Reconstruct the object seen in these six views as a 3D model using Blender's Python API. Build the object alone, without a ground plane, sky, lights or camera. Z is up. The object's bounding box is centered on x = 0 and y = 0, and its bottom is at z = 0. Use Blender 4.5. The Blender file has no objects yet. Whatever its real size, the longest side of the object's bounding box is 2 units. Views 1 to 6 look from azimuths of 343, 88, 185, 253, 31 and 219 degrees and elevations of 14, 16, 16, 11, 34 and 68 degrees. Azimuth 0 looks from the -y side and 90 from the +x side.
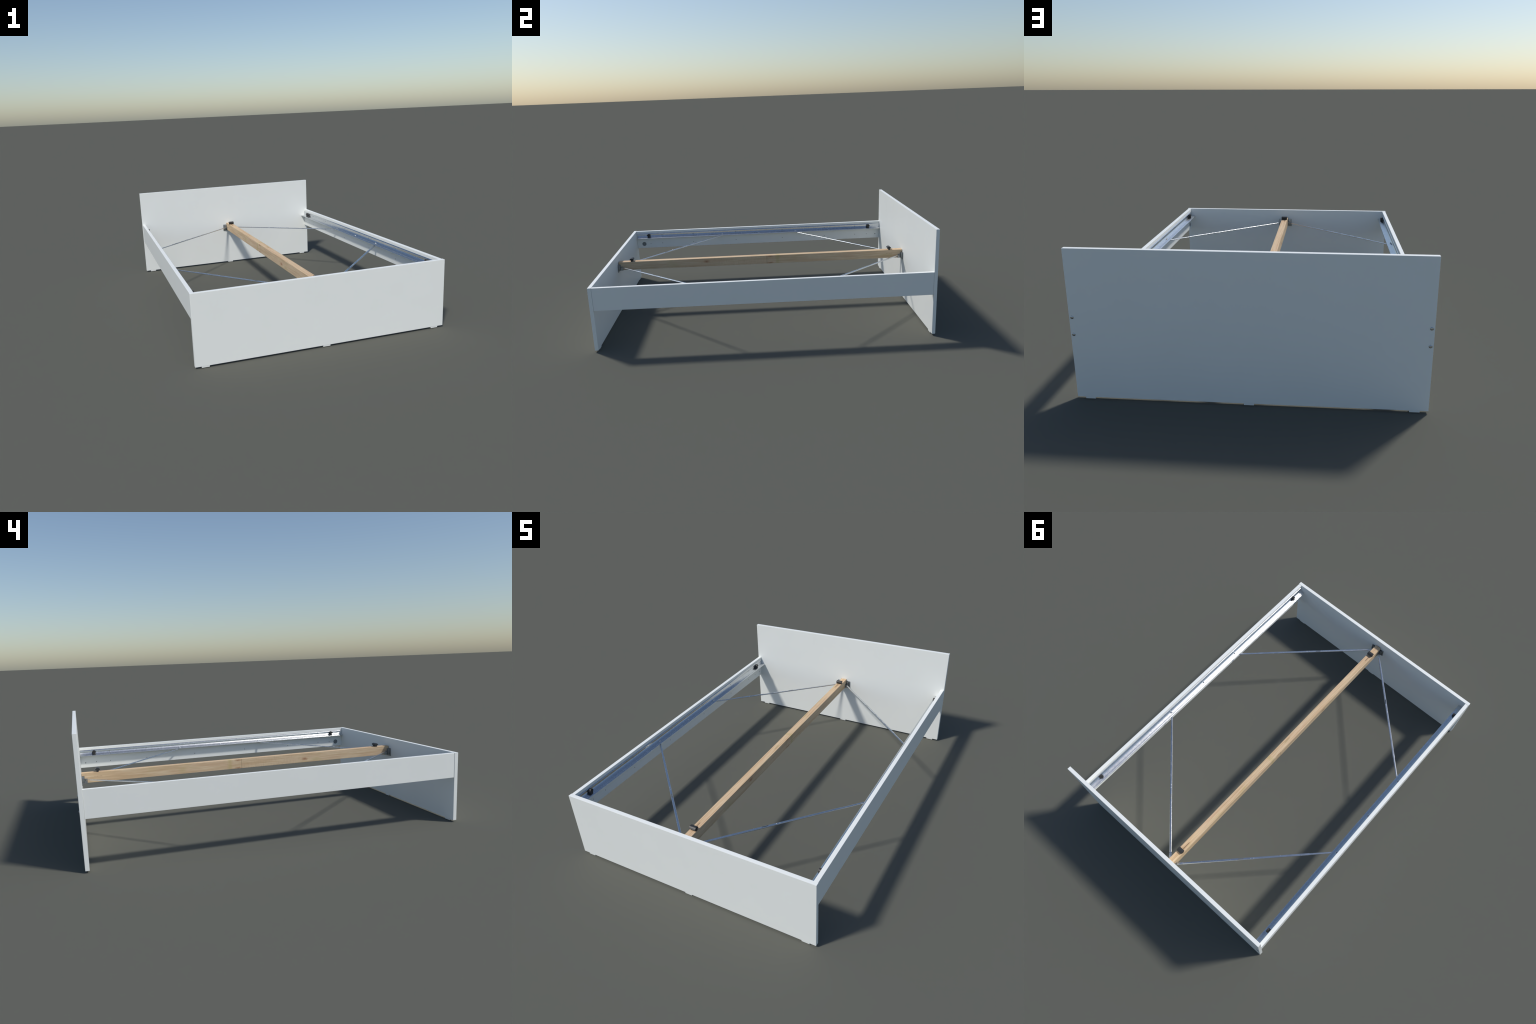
import bpy, bmesh, math
from mathutils import Vector, Matrix

# ------------------------------------------------------------------ sizes (metres)
HALF_W   = 0.7091            # half width of head and foot panels
HEAD_Y   = (0.9768, 0.9968)  # headboard inner / outer face
FOOT_Y   = (-1.0, -0.9790)   # footboard outer / inner face
PANEL_Z0 = 0.0078
HEAD_TOP, FOOT_TOP = 0.6408, 0.3900
RAIL_X   = (0.6862, 0.7072)
RAIL_Z   = (0.2522, 0.3887)
RAIL_Y   = (-0.9784, 0.9762)
BEAM_X, BEAM_Z, BEAM_Y = 0.0195, (0.2830, 0.3397), 0.9755
HOLE_Z, HOLE_YS = 0.2872, (-0.872, -0.778, -0.529, -0.187, 0.187, 0.529, 0.778, 0.872)

# ------------------------------------------------------------------ node helpers
def new_material(name):
    m = bpy.data.materials.new(name)
    m.use_nodes = True
    nt = m.node_tree
    return m, nt, nt.nodes["Principled BSDF"]

def node(nt, kind, **kw):
    n = nt.nodes.new(kind)
    for k, v in kw.items():
        setattr(n, k, v)
    return n

def link(nt, a, b):
    nt.links.new(a, b)

def object_coords(nt, scale=(1, 1, 1), loc=(0, 0, 0)):
    tc = node(nt, "ShaderNodeTexCoord")
    mp = node(nt, "ShaderNodeMapping")
    mp.inputs["Scale"].default_value = scale
    mp.inputs["Location"].default_value = loc
    link(nt, tc.outputs["Object"], mp.inputs["Vector"])
    return mp.outputs["Vector"]

def noise(nt, vec, scale, detail=3.0, rough=0.5, dist=0.0):
    n = node(nt, "ShaderNodeTexNoise")
    n.inputs["Scale"].default_value = scale
    n.inputs["Detail"].default_value = detail
    n.inputs["Roughness"].default_value = rough
    n.inputs["Distortion"].default_value = dist
    link(nt, vec, n.inputs["Vector"])
    return n.outputs["Fac"]

def ramp(nt, fac, stops, interp="LINEAR"):
    r = node(nt, "ShaderNodeValToRGB")
    r.color_ramp.interpolation = interp
    els = r.color_ramp.elements
    while len(els) < len(stops):
        els.new(0.5)
    for e, (p, c) in zip(els, stops):
        e.position = p
        e.color = (c, c, c, 1) if isinstance(c, (int, float)) else (*c, 1)
    link(nt, fac, r.inputs["Fac"])
    return r.outputs["Color"]

def mix(nt, fac, a, b, mode="MIX"):
    n = node(nt, "ShaderNodeMix", data_type="RGBA", blend_type=mode)
    ins = [s for s in n.inputs if s.enabled]
    for s, v in zip(ins, (fac, a, b)):
        if hasattr(v, "is_output"):
            link(nt, v, s)
        elif isinstance(v, tuple):
            s.default_value = (*v, 1)
        else:
            s.default_value = v
    return [o for o in n.outputs if o.enabled][0]

def math_node(nt, op, a, b=None, c=None, clamp=False):
    n = node(nt, "ShaderNodeMath", operation=op, use_clamp=clamp)
    for i, v in enumerate((a, b, c)):
        if v is None:
            continue
        if hasattr(v, "is_output"):
            link(nt, v, n.inputs[i])
        else:
            n.inputs[i].default_value = v
    return n.outputs[0]

def bump(nt, height, strength, dist, bsdf):
    b = node(nt, "ShaderNodeBump")
    b.inputs["Strength"].default_value = strength
    b.inputs["Distance"].default_value = dist
    link(nt, height, b.inputs["Height"])
    link(nt, b.outputs["Normal"], bsdf.inputs["Normal"])

# ------------------------------------------------------------------ materials
def make_white_foil():
    m, nt, p = new_material("white_foil")
    v = object_coords(nt)
    f = noise(nt, v, 5.0, 2.0)
    link(nt, ramp(nt, f, [(0.3, (0.868, 0.886, 0.852)), (0.7, (0.880, 0.898, 0.866))]), p.inputs["Base Color"])
    p.inputs["Roughness"].default_value = 0.42
    p.inputs["Specular IOR Level"].default_value = 0.5
    return m

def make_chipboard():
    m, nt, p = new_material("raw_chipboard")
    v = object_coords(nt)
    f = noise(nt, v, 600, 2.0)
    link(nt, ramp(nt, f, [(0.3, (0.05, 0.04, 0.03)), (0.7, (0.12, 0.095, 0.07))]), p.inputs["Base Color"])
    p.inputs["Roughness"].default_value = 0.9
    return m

def make_galvanised():
    m, nt, p = new_material("galvanised_steel")
    v = object_coords(nt)
    f = noise(nt, v, 30, 3.0)
    link(nt, ramp(nt, f, [(0.3, (0.60, 0.62, 0.635)), (0.7, (0.66, 0.68, 0.695))]), p.inputs["Base Color"])
    p.inputs["Metallic"].default_value = 1.0
    link(nt, ramp(nt, noise(nt, v, 60, 2.0), [(0.3, 0.245), (0.7, 0.275)]), p.inputs["Roughness"])
    g = noise(nt, object_coords(nt, (1, 0.35, 1)), 260, 3.0, 0.6)
    bump(nt, g, 0.12, 0.002, p)
    return m

def make_bracket_steel():
    m, nt, p = new_material("zinc_plated_bracket")
    v = object_coords(nt)
    f = noise(nt, v, 120, 3.0)
    link(nt, ramp(nt, f, [(0.3, (0.36, 0.38, 0.39)), (0.7, (0.46, 0.48, 0.49))]), p.inputs["Base Color"])
    p.inputs["Metallic"].default_value = 1.0
    p.inputs["Roughness"].default_value = 0.38
    bump(nt, noise(nt, v, 300, 2.0), 0.15, 0.001, p)
    return m

def make_bolt_steel():
    m, nt, p = new_material("nickel_plated_steel")
    p.inputs["Base Color"].default_value = (0.55, 0.56, 0.56, 1)
    p.inputs["Metallic"].default_value = 1.0
    p.inputs["Roughness"].default_value = 0.25
    return m

def make_cam_metal():
    m, nt, p = new_material("cast_zinc")
    p.inputs["Base Color"].default_value = (0.30, 0.34, 0.36, 1)
    p.inputs["Metallic"].default_value = 0.8
    p.inputs["Roughness"].default_value = 0.5
    return m

def make_black_plastic():
    m, nt, p = new_material("black_plastic")
    v = object_coords(nt)
    link(nt, ramp(nt, noise(nt, v, 200, 2.0), [(0.3, 0.024), (0.7, 0.034)]), p.inputs["Base Color"])
    p.inputs["Roughness"].default_value = 0.45
    return m

def make_pine():
    m, nt, p = new_material("pine_wood")
    tc = node(nt, "ShaderNodeTexCoord")
    sep = node(nt, "ShaderNodeSeparateXYZ")
    link(nt, tc.outputs["Object"], sep.inputs[0])
    X, Y, Z = sep.outputs
    # long growth streaks, running along the beam
    streak = noise(nt, object_coords(nt, (190, 3.6, 60)), 1.0, 4.0, 0.55, 0.3)
    fine   = noise(nt, object_coords(nt, (520, 14.0, 300)), 1.0, 3.0, 0.6)
    patch  = noise(nt, object_coords(nt, (30, 5.0, 26), (3, 1, 2)), 1.0, 3.0, 0.55, 0.6)
    col = ramp(nt, streak, [(0.32, (0.560, 0.365, 0.195)), (0.44, (0.680, 0.485, 0.285)),
                            (0.54, (0.785, 0.615, 0.405)), (0.66, (0.650, 0.445, 0.265))])
    col = mix(nt, math_node(nt, "MULTIPLY", ramp(nt, fine, [(0.40, 1.0), (0.62, 0.0)]), 0.32), col, (0.46, 0.31, 0.17))
    col = mix(nt, math_node(nt, "MULTIPLY", ramp(nt, patch, [(0.45, 0.0), (0.70, 1.0)]), 0.40), col, (0.640, 0.400, 0.250))
    # yellow-green resin streaks
    yg = noise(nt, object_coords(nt, (40, 9.0, 18), (9, 4, 7)), 1.0, 2.0)
    col = mix(nt, math_node(nt, "MULTIPLY", ramp(nt, yg, [(0.60, 0.0), (0.75, 1.0)]), 0.40), col, (0.50, 0.42, 0.16))
    # saw chatter across the side faces
    chat = noise(nt, object_coords(nt, (10, 150, 40), (1, 0, 5)), 1.0, 3.0, 0.6)
    mid = ramp(nt, math_node(nt, "ABSOLUTE", math_node(nt, "ADD", Y, 0.14)), [(0.16, 1.0), (0.34, 0.0)])
    side = ramp(nt, math_node(nt, "ABSOLUTE", X), [(0.0185, 0.0), (0.0193, 1.0)])
    cfac = math_node(nt, "MULTIPLY", math_node(nt, "MULTIPLY", ramp(nt, chat, [(0.50, 0.0), (0.68, 1.0)]), mid), side)
    col = mix(nt, math_node(nt, "MULTIPLY", cfac, 0.24), col, (0.36, 0.24, 0.14))
    # duller, greyer tone of the sawn side faces
    col = mix(nt, math_node(nt, "MULTIPLY", side, 0.30), col, (0.58, 0.465, 0.325))
    # knots and the resin band, placed along the beam
    wob = math_node(nt, "MULTIPLY", math_node(nt, "SUBTRACT", noise(nt, object_coords(nt, (60, 60, 60)), 1.0, 2.0), 0.5), 0.010)
    def knot(col, ky, kz, ry, rz, slope, strength, tint):
        dy = math_node(nt, "DIVIDE", math_node(nt, "ADD", math_node(nt, "SUBTRACT", Y, ky), wob), ry)
        dz = math_node(nt, "SUBTRACT", math_node(nt, "SUBTRACT", Z, kz), math_node(nt, "MULTIPLY", X, slope))
        dz = math_node(nt, "DIVIDE", math_node(nt, "ADD", dz, wob), rz)
        d = math_node(nt, "SQRT", math_node(nt, "ADD", math_node(nt, "MULTIPLY", dy, dy), math_node(nt, "MULTIPLY", dz, dz)))
        halo = math_node(nt, "MULTIPLY", ramp(nt, d, [(0.30, 1.0), (1.0, 0.0)], "EASE"), side)
        core = math_node(nt, "MULTIPLY", ramp(nt, d, [(0.10, 0.8), (0.45, 0.0)], "EASE"), side)
        col = mix(nt, math_node(nt, "MULTIPLY", halo, strength), col, tint)
        return mix(nt, math_node(nt, "MULTIPLY", core, strength), col, (0.20, 0.075, 0.035))
    brown = (0.42, 0.20, 0.10)
    col = knot(col, -0.377, 0.311, 0.028, 0.013, 0.35, 0.60, brown)
    col = knot(col,  0.060, 0.335, 0.032, 0.010, 0.0, 0.50, brown)
    col = knot(col,  0.060, 0.287, 0.032, 0.009, 0.0, 0.50, brown)
    # yellowish band across the beam
    band = ramp(nt, math_node(nt, "ABSOLUTE", math_node(nt, "SUBTRACT", math_node(nt, "ADD", Y, wob), 0.112)), [(0.004, 1.0), (0.020, 0.0)])
    col = mix(nt, math_node(nt, "MULTIPLY", band, 0.35), col, (0.46, 0.38, 0.13))
    # glue line of the finger joint
    joint = ramp(nt, math_node(nt, "ABSOLUTE", math_node(nt, "ADD", Y, -0.038)), [(0.0008, 1.0), (0.0022, 0.0)])
    col = mix(nt, math_node(nt, "MULTIPLY", math_node(nt, "MULTIPLY", joint, side), 0.45), col, (0.22, 0.15, 0.09))
    # resin crack on the top face
    def crack(col, cy, cx, ly, lx, s):
        a = ramp(nt, math_node(nt, "ABSOLUTE", math_node(nt, "SUBTRACT", Y, cy)), [(ly * 0.6, 1.0), (ly, 0.0)])
        wx = math_node(nt, "ADD", math_node(nt, "SUBTRACT", X, cx), math_node(nt, "MULTIPLY", wob, 0.15))
        b = ramp(nt, math_node(nt, "ABSOLUTE", wx), [(lx * 0.4, 1.0), (lx, 0.0)])
        c = ramp(nt, Z, [(0.334, 0.0), (0.337, 1.0)])
        f = math_node(nt, "MULTIPLY", math_node(nt, "MULTIPLY", a, b), math_node(nt, "MULTIPLY", c, s))
        return mix(nt, f, col, (0.12, 0.05, 0.025))
    col = crack(col, -0.848, -0.003, 0.024, 0.0018, 0.95)
    col = crack(col,  0.845, -0.002, 0.034, 0.0016, 0.95)
    col = crack(col, -0.05, 0.004, 0.030, 0.0012, 0.4)
    # faint ink stamp near the head end of the side faces
    ink = noise(nt, object_coords(nt, (0, 330, 420)), 1.0, 0.0)
    ia = ramp(nt, math_node(nt, "ABSOLUTE", math_node(nt, "ADD", Y, -0.885)), [(0.020, 1.0), (0.024, 0.0)])
    ib = ramp(nt, math_node(nt, "ABSOLUTE", math_node(nt, "ADD", Z, -0.3155)), [(0.0012, 1.0), (0.0024, 0.0)])
    ifac = math_node(nt, "MULTIPLY", math_node(nt, "MULTIPLY", ia, ib), ramp(nt, ink, [(0.52, 0.0), (0.60, 1.0)]))
    col = mix(nt, math_node(nt, "MULTIPLY", ifac, 0.7), col, (0.20, 0.06, 0.04))
    link(nt, col, p.inputs["Base Color"])
    p.inputs["Roughness"].default_value = 0.62
    p.inputs["Specular IOR Level"].default_value = 0.3
    bump(nt, fine, 0.12, 0.001, p)
    return m

WHITE, CHIP = make_white_foil(), make_chipboard()
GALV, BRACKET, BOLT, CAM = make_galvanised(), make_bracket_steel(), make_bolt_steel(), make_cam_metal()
BLACK, PINE = make_black_plastic(), make_pine()

# ------------------------------------------------------------------ mesh helpers
COLL = bpy.context.scene.collection

def add_object(name, mesh, parent, *mats):
    ob = bpy.data.objects.new(name, mesh)
    COLL.objects.link(ob)
    ob.parent = parent
    if not mesh.materials:
        for mt in mats:
            mesh.materials.append(mt)
    return ob

def mesh_from(bm, name, smooth_angle=35):
    bmesh.ops.recalc_face_normals(bm, faces=bm.faces)
    for f in bm.faces:
        f.smooth = True
    for e in bm.edges:
        if len(e.link_faces) == 2:
            e.smooth = e.calc_face_angle(0) < math.radians(smooth_angle)
    me = bpy.data.meshes.new(name)
    bm.to_mesh(me)
    bm.free()
    return me

def box(bm, x, y, z, bevel=0.0, segs=2):
    """axis-aligned box given as (lo, hi) pairs, edges rounded"""
    r = bmesh.ops.create_cube(bm, size=1.0)
    vs = r["verts"]
    for v in vs:
        v.co = Vector((x[0] + (v.co.x + .5) * (x[1] - x[0]),
                       y[0] + (v.co.y + .5) * (y[1] - y[0]),
                       z[0] + (v.co.z + .5) * (z[1] - z[0])))
    if bevel:
        es = list({e for v in vs for e in v.link_edges})
        bmesh.ops.bevel(bm, geom=es, offset=bevel, segments=segs, affect="EDGES", profile=0.6)

def box_mesh(name, x, y, z, bevel=0.0012):
    bm = bmesh.new()
    box(bm, x, y, z, bevel)
    return mesh_from(bm, name, 15)

def extrude_profile(bm, pts, axis_len, to3d):
    """closed 2D outline swept between two stations; to3d(p, t)"""
    a = [bm.verts.new(to3d(p, axis_len[0])) for p in pts]
    b = [bm.verts.new(to3d(p, axis_len[1])) for p in pts]
    n = len(pts)
    for i in range(n):
        bm.faces.new((a[i], a[(i + 1) % n], b[(i + 1) % n], b[i]))
    bm.faces.new(a[::-1])
    bm.faces.new(b)

def cylinder(bm, centre, axis, r, depth, seg=24):
    rot = Vector((0, 0, 1)).rotation_difference(Vector(axis)).to_matrix().to_4x4()
    bmesh.ops.create_cone(bm, cap_ends=True, segments=seg, radius1=r, radius2=r, depth=depth,
                          matrix=Matrix.Translation(Vector(centre)) @ rot)

def catmull(pts, n=5):
    P = [Vector(p) for p in pts]
    P = [2 * P[0] - P[1]] + P + [2 * P[-1] - P[-2]]
    out = []
    for i in range(1, len(P) - 2):
        p0, p1, p2, p3 = P[i - 1:i + 3]
        for k in range(n):
            t = k / n
            out.append(0.5 * ((2 * p1) + (p2 - p0) * t + (2 * p0 - 5 * p1 + 4 * p2 - p3) * t * t
                              + (3 * p1 - p0 - 3 * p2 + p3) * t ** 3))
    out.append(P[-2])
    return out

def sheet_outline(line, thick):
    """give a 2D centre line sheet thickness: closed outline"""
    left, right = [], []
    for i, p in enumerate(line):
        a, b = line[max(0, i - 1)], line[min(len(line) - 1, i + 1)]
        t = (b - a).normalized()
        nrm = Vector((-t.y, t.x))
        left.append(p + nrm * thick / 2)
        right.append(p - nrm * thick / 2)
    return left + right[::-1]

def cut(ob, cutter_bm, mat):
    """boolean-subtract cutters; cut faces take the cutter's material"""
    bmesh.ops.recalc_face_normals(cutter_bm, faces=cutter_bm.faces)
    me = bpy.data.meshes.new("cutter")
    cutter_bm.to_mesh(me)
    cutter_bm.free()
    me.materials.append(mat)
    c = bpy.data.objects.new("cutter", me)
    COLL.objects.link(c)
    mod = ob.modifiers.new("cut", "BOOLEAN")
    mod.object, mod.operation, mod.solver, mod.material_mode = c, "DIFFERENCE", "EXACT", "TRANSFER"
    dg = bpy.context.evaluated_depsgraph_get()
    res = bpy.data.meshes.new_from_object(ob.evaluated_get(dg))
    ob.modifiers.clear()
    old = ob.data
    name = old.name
    ob.data = res
    bpy.data.objects.remove(c)
    bpy.data.meshes.remove(me)
    bpy.data.meshes.remove(old)
    res.name = name

# ------------------------------------------------------------------ the bed
bed = bpy.data.objects.new("bed_frame", None)
COLL.objects.link(bed)
bed["label"] = "white bed frame with headboard, steel braces and pine beam"
bed["category"] = "bed"

head = add_object("headboard", box_mesh("headboard", (-HALF_W, HALF_W), HEAD_Y, (PANEL_Z0, HEAD_TOP), 0.0012), bed, WHITE)
foot = add_object("footboard", box_mesh("footboard", (-HALF_W, HALF_W), FOOT_Y, (PANEL_Z0, FOOT_TOP), 0.0012), bed, WHITE)

# glide pads under the panels
pad_mesh = box_mesh("glide_pad", (-0.0205, 0.0205), (-0.0095, 0.0095), (0.0, PANEL_Z0 + 0.0006), 0.0012)
pad_mesh.materials.append(WHITE)
for panel, (y0, y1) in ((head, HEAD_Y), (foot, FOOT_Y)):
    for x in (-0.655, 0.0, 0.655):
        add_object("glide_pad", pad_mesh, panel).location = (x, (y0 + y1) / 2, 0)

# domed bolt heads on the back of the headboard
bm = bmesh.new()
N, R, H = 28, 0.0073, 0.0032
rings = []
for k in range(6):
    a = k / 5 * math.pi / 2
    r, h = R * math.cos(a) ** 0.8 if k < 5 else 0.0016, H * math.sin(a)
    rings.append([bm.verts.new((r * math.cos(2 * math.pi * j / N), h, r * math.sin(2 * math.pi * j / N))) for j in range(N)])
base = [bm.verts.new((v.co.x, -0.002, v.co.z)) for v in rings[0]]
rings.insert(0, base)
hexr = [bm.verts.new((0.0016 * math.cos(2 * math.pi * j / N), H - 0.0018, 0.0016 * math.sin(2 * math.pi * j / N))) for j in range(N)]
rings.append(hexr)
for a, b in zip(rings, rings[1:]):
    for j in range(N):
        bm.faces.new((a[j], a[(j + 1) % N], b[(j + 1) % N], b[j]))
bm.faces.new(hexr)
bm.faces.new(base[::-1])
bolt_mesh = mesh_from(bm, "bolt_head", 40)
bolt_mesh.materials.append(BOLT)
for sx in (1, -1):
    for z in (0.3580, 0.2850):
        add_object("bolt", bolt_mesh, head).location = (sx * 0.6972, HEAD_Y[1], z)

# ------------------------------------------------------------------ side rails, ledges and fittings
# section of the rolled steel ledge: d = distance in from the rail face, z = height
# third value: shading normal's elevation, bent to draw sky/sun reflections on flat steel
LEDGE = [(0.0011, 0.3724, 75), (0.0023, 0.3718, 52), (0.0026, 0.3665, 44), (0.0026, 0.3657, 6), (0.0026, 0.3545, 3),
         (0.0026, 0.3530, 34), (0.0027, 0.3406, 50), (0.0038, 0.3396, 57), (0.0120, 0.3395, 62), (0.0225, 0.3393, 72),
         (0.0236, 0.3391, 82), (0.0248, 0.3387, 66), (0.0298, 0.3368, 60), (0.0306, 0.3352, 8)]
LEDGE_BACK = [(0.0294, 0.3350), (0.0288, 0.3358), (0.0236, 0.3378), (0.0011, 0.3380)]
LEDGE_Y = (-0.9745, 0.9735)

# hooked slat stop: u points towards the nearer bed end
HOOK = [(-0.0060, 0.0), (-0.0064, 0.0080), (-0.0100, 0.0100), (-0.0135, 0.0130), (-0.0135, 0.0170),
        (-0.0105, 0.0210), (-0.0050, 0.0232), (0.0015, 0.0235), (0.0060, 0.0222), (0.0100, 0.0180),
        (0.0142, 0.0132), (0.0138, 0.0112), (0.0090, 0.0124), (0.0058, 0.0120), (0.0046, 0.0085), (0.0052, 0.0)]

def hook_mesh(name, half_width, zs, us):
    bm = bmesh.new()
    extrude_profile(bm, [Vector((u * us, z * zs)) for u, z in HOOK], (-half_width, half_width),
                    lambda p, t: Vector((t, p.x, p.y)))
    bmesh.ops.bevel(bm, geom=[e for e in bm.edges if abs(e.verts[0].co.x - e.verts[1].co.x) < 1e-6],
                    offset=0.0007, segments=2, affect="EDGES")
    me = mesh_from(bm, name, 40)
    me.materials.append(BLACK)
    return me

rail_stop_mesh = hook_mesh("rail_slat_stop", 0.0080, 1.24, 0.92)
beam_stop_mesh = hook_mesh("beam_slat_stop", 0.0185, 0.97, 1.0)

def ledge_mesh(sx):
    bm = bmesh.new()
    pts = [Vector((d, z)) for d, z, _ in LEDGE] + [Vector(p) for p in LEDGE_BACK]
    extrude_profile(bm, pts, LEDGE_Y, lambda p, t: Vector((sx * (RAIL_X[0] - p.x), t, p.y)))
    me = mesh_from(bm, "support_ledge", 180)
    front = len(LEDGE)
    n = len(pts)
    tilt = [math.radians(a) for _, _, a in LEDGE]
    normals = []
    for poly in me.polygons:
        ids = [v % n for v in poly.vertices]
        shown = len(ids) == 4 and max(ids) < front
        for v in ids:
            normals.append((-sx * math.cos(tilt[v]), 0.0, math.sin(tilt[v])) if shown else tuple(poly.normal))
    me.normals_split_custom_set(normals)
    return me

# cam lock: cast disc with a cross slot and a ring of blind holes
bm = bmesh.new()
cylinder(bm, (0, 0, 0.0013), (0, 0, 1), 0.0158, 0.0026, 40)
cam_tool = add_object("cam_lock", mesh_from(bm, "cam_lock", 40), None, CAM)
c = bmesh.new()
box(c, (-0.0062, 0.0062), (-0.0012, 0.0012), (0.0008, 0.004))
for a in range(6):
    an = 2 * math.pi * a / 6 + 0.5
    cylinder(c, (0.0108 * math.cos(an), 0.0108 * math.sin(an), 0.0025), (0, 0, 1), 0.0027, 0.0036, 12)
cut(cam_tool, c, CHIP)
cam_mesh = cam_tool.data
bpy.data.objects.remove(cam_tool)

# small slotted tab pressed up out of the ledge
bm = bmesh.new()
bmesh.ops.create_uvsphere(bm, u_segments=16, v_segments=10, radius=1.0)
bmesh.ops.scale(bm, vec=(0.0052, 0.0075, 0.0040), verts=bm.verts)
tab_mesh = mesh_from(bm, "pressed_tab", 60)
tab_mesh.materials.append(GALV)

# pan head screw
bm = bmesh.new()
cylinder(bm, (0, 0, 0.0004), (0, 0, 1), 0.0030, 0.0012, 16)
screw_mesh = mesh_from(bm, "screw", 40)
screw_mesh.materials.append(CAM)

for sx in (1, -1):
    xs = tuple(sorted((sx * RAIL_X[0], sx * RAIL_X[1])))
    rail = add_object("side_rail", box_mesh("side_rail", xs, RAIL_Y, RAIL_Z, 0.0010), bed, WHITE)
    c = bmesh.new()
    face = sx * RAIL_X[0]
    for y in HOLE_YS:
        cylinder(c, (face, y, HOLE_Z), (1, 0, 0), 0.0024, 0.020, 12)
    cylinder(c, (face, 0.943, 0.2845), (1, 0, 0), 0.0032, 0.020, 14)
    cylinder(c, (face, -0.925, 0.2850), (1, 0, 0), 0.0164, 0.0056, 36)
    cut(rail, c, CHIP)
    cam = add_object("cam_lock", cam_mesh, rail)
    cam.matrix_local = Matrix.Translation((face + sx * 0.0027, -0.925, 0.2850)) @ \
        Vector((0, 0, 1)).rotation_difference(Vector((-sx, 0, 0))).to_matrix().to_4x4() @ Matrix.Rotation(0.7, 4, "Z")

    ledge = add_object("support_ledge", ledge_mesh(sx), bed, GALV)
    for y in (-0.295, 0.0, 0.295):
        t = add_object("pressed_tab", tab_mesh, ledge)
        t.location = (sx * (RAIL_X[0] - 0.0095), y, 0.3405)
    for y in HOLE_YS:
        s = add_object("screw", screw_mesh, ledge)
        s.matrix_local = Matrix.Translation((sx * (RAIL_X[0] - 0.0028), y, 0.3565)) @ \
            Vector((0, 0, 1)).rotation_difference(Vector((-sx, 0, 0))).to_matrix().to_4x4()
    for sy in (1, -1):
        k = add_object("slat_stop", rail_stop_mesh, ledge)
        k.location = (sx * 0.6745, sy * 0.8835, 0.3393)
        k.rotation_euler = (0, 0, 0 if sy > 0 else math.pi)

# ------------------------------------------------------------------ centre beam
bm = bmesh.new()
box(bm, (-BEAM_X, BEAM_X), (-BEAM_Y, BEAM_Y), BEAM_Z, 0.0014)
beam = add_object("centre_beam", mesh_from(bm, "centre_beam", 15), bed, PINE)
for sy in (1, -1):
    k = add_object("slat_stop", beam_stop_mesh, beam)
    k.location = (0.0005, sy * 0.8870, BEAM_Z[1] - 0.0004)
    k.rotation_euler = (0, 0, 0 if sy > 0 else math.pi)

# ------------------------------------------------------------------ beam brackets (built for +y, turned for -y)
def bracket_meshes():
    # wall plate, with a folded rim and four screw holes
    bm = bmesh.new()
    box(bm, (-0.0465, 0.0465), (0.9728, 0.9765), (0.2745, 0.3255), 0.0008)
    plate = mesh_from(bm, "bracket_plate", 50)
    # hanger: stirrup under the beam with turned-out flanges
    bm = bmesh.new()
    for s in (1, -1):
        g = lambda a, b: tuple(sorted((s * a, s * b)))
        L = [(0.9455, 0.2822), (0.9715, 0.2822), (0.9715, 0.3235), (0.9605, 0.3235), (0.9605, 0.3085), (0.9455, 0.3085)]
        extrude_profile(bm, [Vector(p) for p in L], g(0.0198, 0.0216), lambda p, t: Vector((t, p.x, p.y)))
        box(bm, g(0.0216, 0.0345), (0.9640, 0.9658), (0.2840, 0.3225), 0.0005)
        box(bm, g(0.0345, 0.0362), (0.9640, 0.9728), (0.2840, 0.3225), 0.0005)
        box(bm, g(0.0216, 0.0300), (0.9490, 0.9500), (0.3030, 0.3078), 0.0003)
    box(bm, (-0.0216, 0.0216), (0.9455, 0.9715), (0.2808, 0.2826), 0.0004)
    hanger = mesh_from(bm, "beam_hanger", 40)
    return plate, hanger

plate_mesh, hanger_mesh = bracket_meshes()
plate_mesh.materials.append(BRACKET)
hanger_mesh.materials.append(BRACKET)
for rot, shift in ((0.0, 0.0), (math.pi, -0.0022)):
    pl_ob = add_object("wall_bracket", plate_mesh, bed)
    pl_ob.rotation_euler = (0, 0, rot)
    pl_ob.location = (0, shift, 0)
    hg = add_object("beam_hanger", hanger_mesh, pl_ob)
    for s in (1, -1):
        for z in (0.2815, 0.3185):
            sc = add_object("screw", screw_mesh, pl_ob)
            sc.matrix_local = Matrix.Translation((s * 0.0412, 0.9728, z)) @ \
                Vector((0, 0, 1)).rotation_difference(Vector((0, -1, 0))).to_matrix().to_4x4()

# ------------------------------------------------------------------ telescopic diagonal braces
A, B = Vector((0.0290, 0.9505, 0.3050)), Vector((0.6740, 0.2960, 0.3335))
L = (B - A).length
SLOTS = ((0.351, 0.383), (0.493, 0.516), (0.568, 0.593), (0.630, 0.655), (0.703, 0.733))

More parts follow.
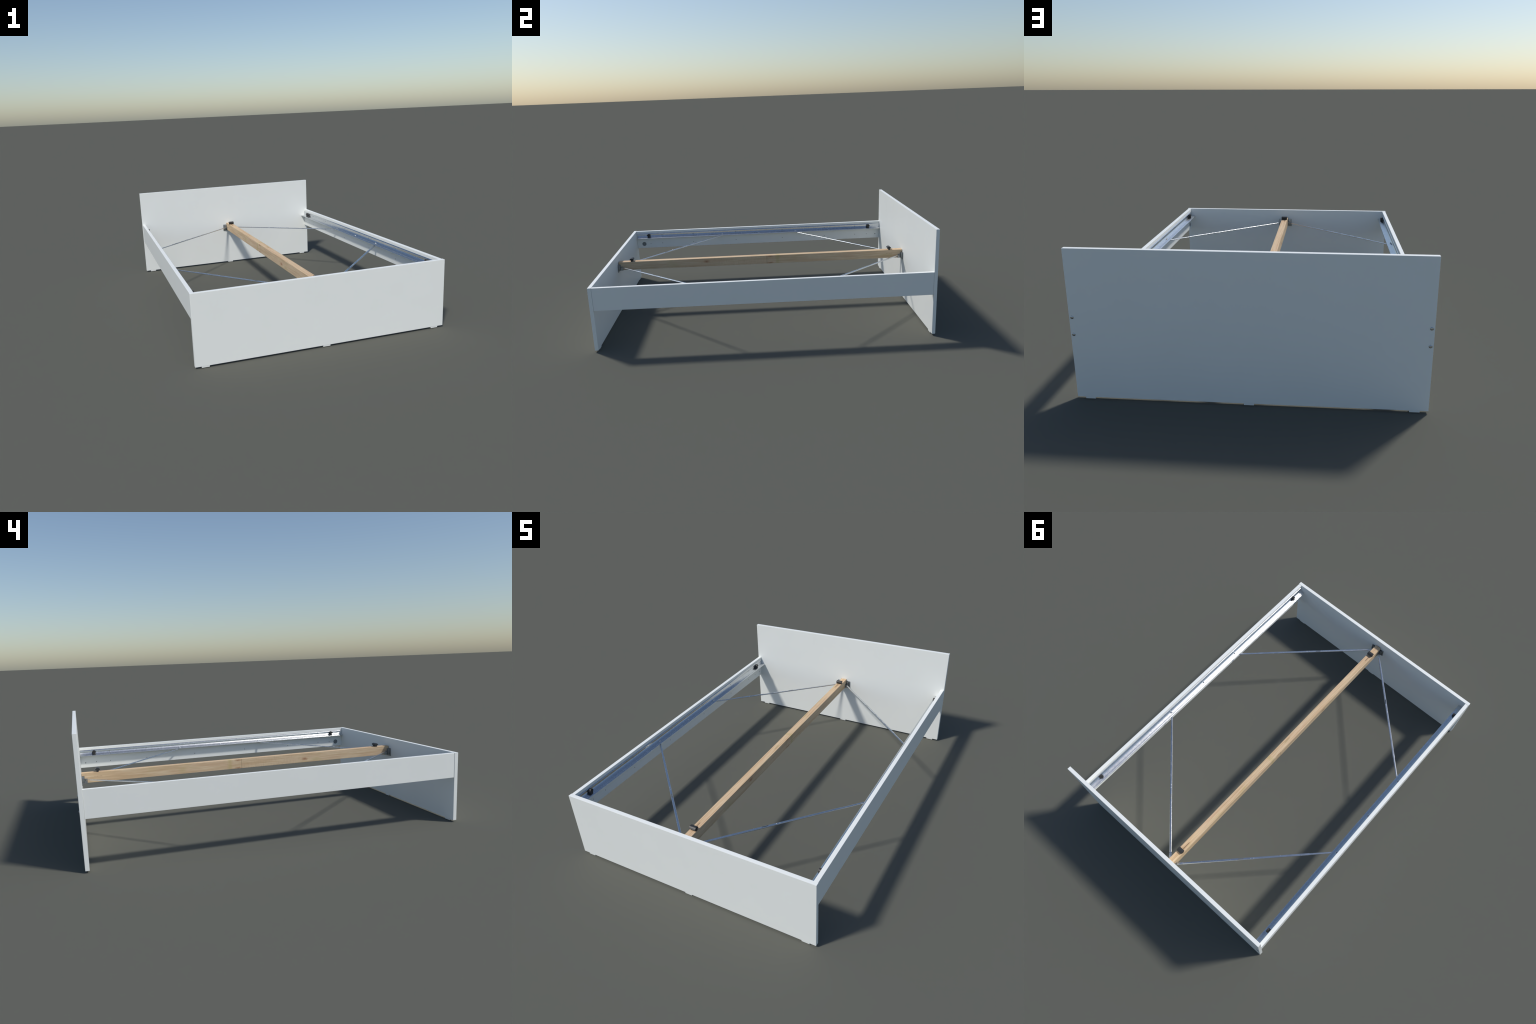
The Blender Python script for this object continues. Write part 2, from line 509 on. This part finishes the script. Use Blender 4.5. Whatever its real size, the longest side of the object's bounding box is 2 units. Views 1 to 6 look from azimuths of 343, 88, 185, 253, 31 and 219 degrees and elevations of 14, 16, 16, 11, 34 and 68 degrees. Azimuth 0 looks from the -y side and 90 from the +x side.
def channel(bm, x0, x1, w, h, t):
    """inverted U channel along local x, top face at z = 0"""
    half = [(1.0, -0.0022), (0.95, -0.0012), (0.85, -0.0005), (0.70, -0.0001)]   # flat top, rolled edges
    crown = [(f * w / 2, z) for f, z in half] + [(-f * w / 2, z) for f, z in half[::-1]]
    o = [(-w / 2, -h)] + crown[::-1] + [(w / 2, -h),
         (w / 2 - t, -h), (w / 2 - t, -t), (-w / 2 + t, -t), (-w / 2 + t, -h)]
    extrude_profile(bm, [Vector(p) for p in o], (x0, x1), lambda p, s: Vector((s, p.x, p.y)))

bm = bmesh.new()
channel(bm, 0.030, 0.765, 0.0123, 0.0050, 0.0023)
outer = add_object("brace", mesh_from(bm, "brace_channel", 40), bed, GALV)
c = bmesh.new()
for a, b in SLOTS:
    box(c, (a, b), (-0.0023, 0.0023), (-0.003, 0.002))
cut(outer, c, GALV)
bm = bmesh.new()
bm.from_mesh(outer.data)
# flattened hook at the beam end and two pressed dimples
box(bm, (-0.006, 0.032), (-0.0065, 0.0065), (-0.0030, -0.0014), 0.0004)
box(bm, (-0.006, -0.0042), (-0.0045, 0.0045), (-0.0100, -0.0014), 0.0004)
for x in (0.425, 0.442):
    bmesh.ops.create_uvsphere(bm, u_segments=12, v_segments=8, radius=0.0030, matrix=Matrix.Translation((x, 0, -0.0014)))
channel_mesh = mesh_from(bm, "brace_channel", 30)
channel_mesh.materials.append(GALV)
bpy.data.objects.remove(outer)
bm = bmesh.new()
channel(bm, 0.405, L - 0.012, 0.0105, 0.0040, 0.0020)
box(bm, (L - 0.014, L + 0.006), (-0.0045, 0.0045), (-0.0018, -0.0002), 0.0004)
box(bm, (L + 0.002, L + 0.0055), (-0.0036, 0.0036), (-0.0010, 0.0125), 0.0005)
slider_mesh = mesh_from(bm, "sliding_bar", 30)
slider_mesh.materials.append(GALV)

for sx in (1, -1):
    for sy in (1, -1):
        a, b = Vector((sx * A.x, sy * A.y, A.z)), Vector((sx * B.x, sy * B.y, B.z))
        ex = (b - a).normalized()
        ey = Vector((0, 0, 1)).cross(ex).normalized()
        ez = ex.cross(ey)
        br = add_object("brace", channel_mesh, bed)
        br.matrix_local = Matrix.Translation(a + ez * 0.0020) @ Matrix((ex, ey, ez)).transposed().to_4x4()
        sl = add_object("sliding_bar", slider_mesh, br)
        sl.location = (0, 0, -0.0013)
